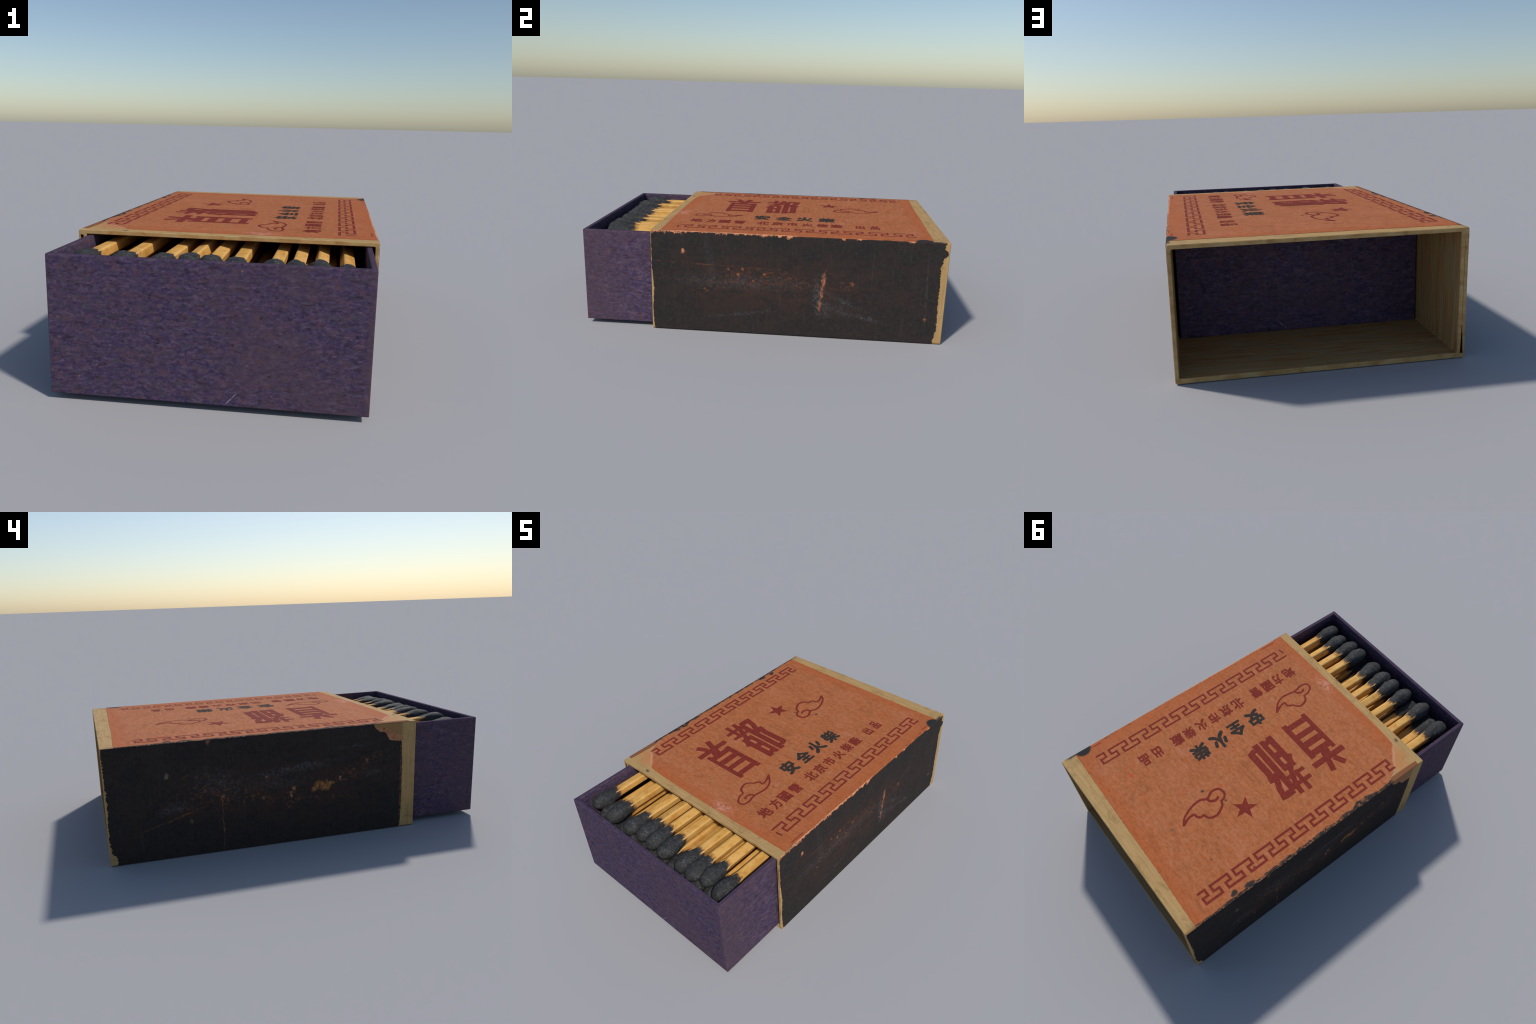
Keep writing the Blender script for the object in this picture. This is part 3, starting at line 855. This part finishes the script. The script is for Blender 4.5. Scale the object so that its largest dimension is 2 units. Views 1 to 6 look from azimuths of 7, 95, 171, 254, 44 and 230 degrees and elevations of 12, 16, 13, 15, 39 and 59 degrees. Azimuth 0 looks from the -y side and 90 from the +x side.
cloud([[(-0.160, 0.150), (-0.207, 0.199), (-0.266, 0.221), (-0.345, 0.211), (-0.398, 0.220), (-0.436, 0.212), (-0.440, 0.179), (-0.403, 0.153), (-0.372, 0.151)],
       [(-0.370, 0.153), (-0.366, 0.133), (-0.350, 0.115), (-0.313, 0.103), (-0.288, 0.113), (-0.272, 0.138)],
       [(-0.274, 0.138), (-0.252, 0.146), (-0.243, 0.160), (-0.247, 0.182)],
       [(-0.247, 0.182), (-0.210, 0.175), (-0.162, 0.151)]],
      [(-0.343, 0.211), (-0.350, 0.194), (-0.369, 0.182), (-0.390, 0.184), (-0.397, 0.195)], 0.0122)
cloud([[(0.685, -0.131), (0.652, -0.092), (0.588, -0.062), (0.530, -0.055), (0.493, -0.071), (0.450, -0.050), (0.409, -0.059), (0.399, -0.096), (0.419, -0.124), (0.444, -0.127)],
       [(0.440, -0.126), (0.449, -0.150), (0.474, -0.170), (0.507, -0.184), (0.543, -0.178), (0.560, -0.155), (0.560, -0.138)],
       [(0.560, -0.139), (0.580, -0.143), (0.597, -0.129), (0.600, -0.106)],
       [(0.600, -0.106), (0.640, -0.108), (0.683, -0.130)]],
      [(0.493, -0.071), (0.489, -0.093), (0.466, -0.105), (0.446, -0.102), (0.437, -0.094)], 0.0142)


# heavy headline, stroke by stroke: (width, points (along, down))
def brush(name, strokes, dx=0.0):
    bm = bmesh.new()
    for k, (w, pts) in enumerate(strokes):
        ribbon(bm, [(a + dx, b) for a, b in pts], w, INK_Z + 0.00008 * k)
    press(name, bm, [red])


brush("printed_headline_character", [
    (0.034, [(-0.257, -0.354), (-0.224, -0.288)]), (0.034, [(-0.166, -0.357), (-0.191, -0.275)]),
    (0.036, [(-0.314, -0.2695), (-0.092, -0.2695)]), (0.055, [(-0.203, -0.262), (-0.213, -0.215)]),
    (0.027, [(-0.2735, -0.236), (-0.2735, 0.050)]), (0.033, [(-0.1310, -0.226), (-0.1310, 0.050)]),
    (0.040, [(-0.262, -0.199), (-0.132, -0.199)]), (0.042, [(-0.262, -0.131), (-0.132, -0.131)]),
    (0.036, [(-0.262, -0.0615), (-0.132, -0.0615)]), (0.036, [(-0.262, 0.016), (-0.132, 0.016)])])
brush("printed_headline_character", [
    (0.026, [(0.008, -0.367), (0.008, -0.222)]), (0.026, [(-0.047, -0.2990), (0.074, -0.2990)]),
    (0.024, [(-0.045, -0.2385), (0.088, -0.2385)]),
    (0.030, [(0.062, -0.360), (0.056, -0.292), (0.020, -0.205), (-0.039, -0.118)]),
    (0.037, [(-0.0125, -0.165), (-0.0125, 0.048)]), (0.030, [(0.040, -0.184), (0.0385, 0.046)]),
    (0.036, [(-0.028, -0.178), (0.054, -0.178)]), (0.042, [(-0.030, -0.086), (0.054, -0.086)]), (0.034, [(-0.030, 0.018), (0.053, 0.018)]),
    (0.037, [(0.0880, -0.318), (0.0860, -0.16), (0.0830, 0.048)]),
    (0.040, [(0.088, -0.316), (0.150, -0.318)]), (0.034, [(0.160, -0.334), (0.146, -0.265), (0.116, -0.196)]),
    (0.040, [(0.098, -0.186), (0.146, -0.190)]), (0.038, [(0.148, -0.212), (0.1345, -0.155), (0.1360, 0.008)]),
    (0.032, [(0.148, 0.002), (0.104, 0.018)])])


def character(ch, l0, l1, d0, d1, mat, bold):
    """one printed character from the built-in font, fitted to its place on the label"""
    cu = bpy.data.curves.new("type", "FONT")
    cu.body, cu.size, cu.resolution_u = ch, 1.0, 3
    tmp = bpy.data.objects.new("type", cu)
    COL.objects.link(tmp)
    bpy.context.view_layer.update()
    me = bpy.data.meshes.new_from_object(tmp.evaluated_get(bpy.context.evaluated_depsgraph_get()))
    bpy.data.objects.remove(tmp)
    bpy.data.curves.remove(cu)
    xs, ys = [v.co.x for v in me.vertices], [v.co.y for v in me.vertices]
    e = bold
    ax, bx, ay, by = min(xs) - e, max(xs) + e, min(ys) - e, max(ys) + e
    verts, faces = [], []
    # heavy type: the glyph struck several times, each slightly shifted
    for k, (sx, sy) in enumerate(((0, 0), (1, 1), (-1, 1), (1, -1), (-1, -1), (1, 0), (-1, 0), (0, 1), (0, -1))):
        o = len(verts)
        for v in me.vertices:
            u, w = (v.co.x + sx * e - ax) / (bx - ax), (v.co.y + sy * e - ay) / (by - ay)
            verts.append((d1 + (d0 - d1) * w, l0 + (l1 - l0) * u, INK_Z + 0.00006 * k))
        for p in me.polygons:
            faces.append([o + i for i in p.vertices])
    bpy.data.meshes.remove(me)
    me = bpy.data.meshes.new("printed_character")
    me.from_pydata(verts, [], faces)
    me.update()
    if sum(p.normal.z for p in me.polygons) < 0:
        me.flip_normals()
    return link("printed_character", me, [mat], label)


for ch, l0, l1, d0, d1 in (("安", -0.083, 0.010, 0.144, 0.256), ("全", 0.045, 0.143, 0.149, 0.252),
                           ("火", 0.169, 0.269, 0.139, 0.251), ("柴", 0.300, 0.399, 0.145, 0.252)):
    character(ch, l0, l1, d0, d1, black, 0.042)
for ch, l0, l1 in (("地", -0.445, -0.373), ("方", -0.352, -0.291), ("國", -0.277, -0.209), ("營", -0.188, -0.124), ("北", -0.055, 0.017),
                   ("京", 0.031, 0.100), ("市", 0.119, 0.185), ("火", 0.208, 0.272), ("柴", 0.293, 0.358), ("廠", 0.370, 0.442),
                   ("出", 0.514, 0.567), ("品", 0.597, 0.652)):
    character(ch, l0, l1, 0.307, 0.384, red, 0.032)


# ------------------------------------------------------------------ tray
def build_tray():
    bm = bmesh.new()

    def ring(x0, x1, y0, y1, z):
        return [bm.verts.new(p) for p in ((x0, y0, z), (x1, y0, z), (x1, y1, z), (x0, y1, z))]
    t = TR_T
    o0, o1 = ring(TR_X0, TR_X1, TR_Y0, TR_Y1, TR_Z0), ring(TR_X0, TR_X1, TR_Y0, TR_Y1, TR_Z1)
    i1 = ring(TR_X0 + t, TR_X1 - t, TR_Y0 + t, TR_Y1 - t, TR_Z1)
    i0 = ring(TR_X0 + t, TR_X1 - t, TR_Y0 + t, TR_Y1 - t, TR_Z0 + t)
    bm.faces.new(o0[::-1])
    bm.faces.new(i0)
    for a, b in ((o0, o1), (o1, i1), (i1, i0)):
        for i in range(4):
            j = (i + 1) % 4
            bm.faces.new((a[i], a[j], b[j], b[i]))
    bmesh.ops.bevel(bm, geom=list(bm.edges), offset=0.0035, segments=3, profile=0.5, affect="EDGES")
    return from_bm("tray", bm, [mat_tray()], root)


build_tray()

# ------------------------------------------------------------------ matches
STICK, LEN, NSEG = 0.0236, 1.385, 24


def cross(half, square, a):
    """radius at angle a between a circle and a square with slightly broken arrises"""
    e = 2.0 + 6.0 * square
    c, s = abs(math.cos(a)), abs(math.sin(a))
    k = (c ** e + s ** e) ** (-1.0 / e)
    return half * (k * square + (1 - square))


def match_mesh(head, seed):
    if head:
        prof = [(0.0004, 0.007, 0), (0.004, 0.0165, 0), (0.012, 0.0275, 0), (0.025, 0.0362, 0), (0.042, 0.0426, 0), (0.062, 0.0458, 0.03),
                (0.084, 0.0454, 0.06), (0.108, 0.0415, 0.15), (0.132, 0.0358, 0.35), (0.154, 0.0302, 0.60), (0.172, 0.0264, 0.85), (0.186, STICK + 0.0004, 1.0),
                (0.200, STICK - 0.0030, 1.0)]
    else:
        prof = [(0.150, STICK, 1.0), (0.18, STICK, 1.0), (0.40, STICK, 1.0), (0.7, STICK, 1.0), (1.0, STICK, 1.0), (LEN - 0.003, STICK, 1.0), (LEN, STICK - 0.002, 1.0)]
    bm = bmesh.new()
    rows = []
    n = NSEG if head else 32
    for y, h, sq in prof:
        row = []
        for i in range(n):
            a = 2 * math.pi * (i + 0.5) / n
            r = cross(h, sq, a)
            v = Vector((r * math.cos(a), y, r * math.sin(a)))
            if head and y < 0.17:
                q = mnoise.noise(Vector((v.x * 38, y * 30, v.z * 38)) + Vector((seed * 9.1, 0, 0)))
                q2 = mnoise.noise(Vector((v.x * 95, y * 80, v.z * 95)) + Vector((seed * 5.3, 3, 0)))
                v.x *= 1 + 0.13 * q + 0.05 * q2
                v.z *= 1 + 0.13 * q + 0.05 * q2
            elif not head:
                w = 1 + 0.03 * mnoise.noise(Vector((y * 3, seed * 4.0, i // 8)))
                v.x *= w
                v.z *= w
            row.append(bm.verts.new(v))
        rows.append(row)
    for a, b in zip(rows, rows[1:]):
        for i in range(n):
            bm.faces.new((a[i], a[(i + 1) % n], b[(i + 1) % n], b[i]))
    bm.faces.new(rows[0])
    bm.faces.new(rows[-1][::-1])
    bmesh.ops.recalc_face_normals(bm, faces=bm.faces)
    me = bpy.data.meshes.new("match_head" if head else "match")
    bm.to_mesh(me)
    bm.free()
    me.shade_smooth()
    return me


m_stick, m_head = mat_match(False), mat_match(True)
sticks = [match_mesh(False, s) for s in range(4)]
heads = [match_mesh(True, s + 10) for s in range(6)]
for me in sticks:
    me.materials.append(m_stick)
for me in heads:
    me.materials.append(m_head)
count = 0


def place_match(x, z, tip, roll, yaw=0.0, pitch=0.0):
    global count
    s = bpy.data.objects.new("match", sticks[count % 4])
    h = bpy.data.objects.new("match_head", heads[(count * 5) % 6])
    for o in (s, h):
        COL.objects.link(o)
    s.parent = root
    h.parent = s
    s.location = (x, tip, z)
    s.rotation_mode = "ZXY"
    s.scale = (rng.uniform(1.0, 1.08), 1, rng.uniform(0.95, 1.02))
    s.rotation_euler = (math.radians(pitch), math.radians(roll), math.radians(yaw))
    count += 1


# top layer, read off the pictures: x, tip y, roll
TOP = ((-0.490, -0.937, 0.503, 0), (-0.332, -0.960, 0.504, 2), (-0.188, -0.951, 0.503, 6), (-0.090, -0.940, 0.505, -14), (-0.008, -0.943, 0.502, 15),
       (0.088, -0.947, 0.500, 3), (0.229, -0.952, 0.499, 7), (0.309, -0.952, 0.499, 14), (0.397, -0.930, 0.500, 22), (0.497, -0.950, 0.491, 21))
for x, tip, z, roll in TOP:
    place_match(x, z, tip, roll, rng.uniform(-0.9, 0.3), rng.uniform(-0.1, 0.1))
# second layer sits partly in the gaps, its heads pushed on to the end wall
for x, tip, z, roll in ((-0.424, -0.945, 0.452, 4), (-0.374, -0.965, 0.425, -8), (-0.252, -0.955, 0.440, 6), (0.142, -0.955, 0.418, -8),
                        (0.340, -0.968, 0.440, 8), (0.432, -0.962, 0.436, 14),
                        (-0.300, -0.974, 0.402, 12), (-0.180, -0.973, 0.420, 4), (-0.092, -0.974, 0.415, 20), (-0.022, -0.973, 0.412, 10),
                        (0.070, -0.974, 0.412, -5), (0.222, -0.974, 0.412, 6), (0.500, -0.972, 0.400, 10)):
    place_match(x, z, tip, roll, rng.uniform(-0.5, 0.5), 0)
# the rest of the filling
z = 0.330
row = 0
while z > 0.075:
    n = 11
    for i in range(n):
        x = -0.500 + (i + (0.5 if row % 2 else 0.0)) * 0.0985 + rng.uniform(-0.006, 0.006)
        if x < 0.525:
            place_match(x, z + rng.uniform(-0.005, 0.005), -0.974 + rng.uniform(0, 0.012), rng.uniform(-20, 20), rng.uniform(-0.4, 0.4), 0)
    z -= 0.074
    row += 1
print("matches", count)
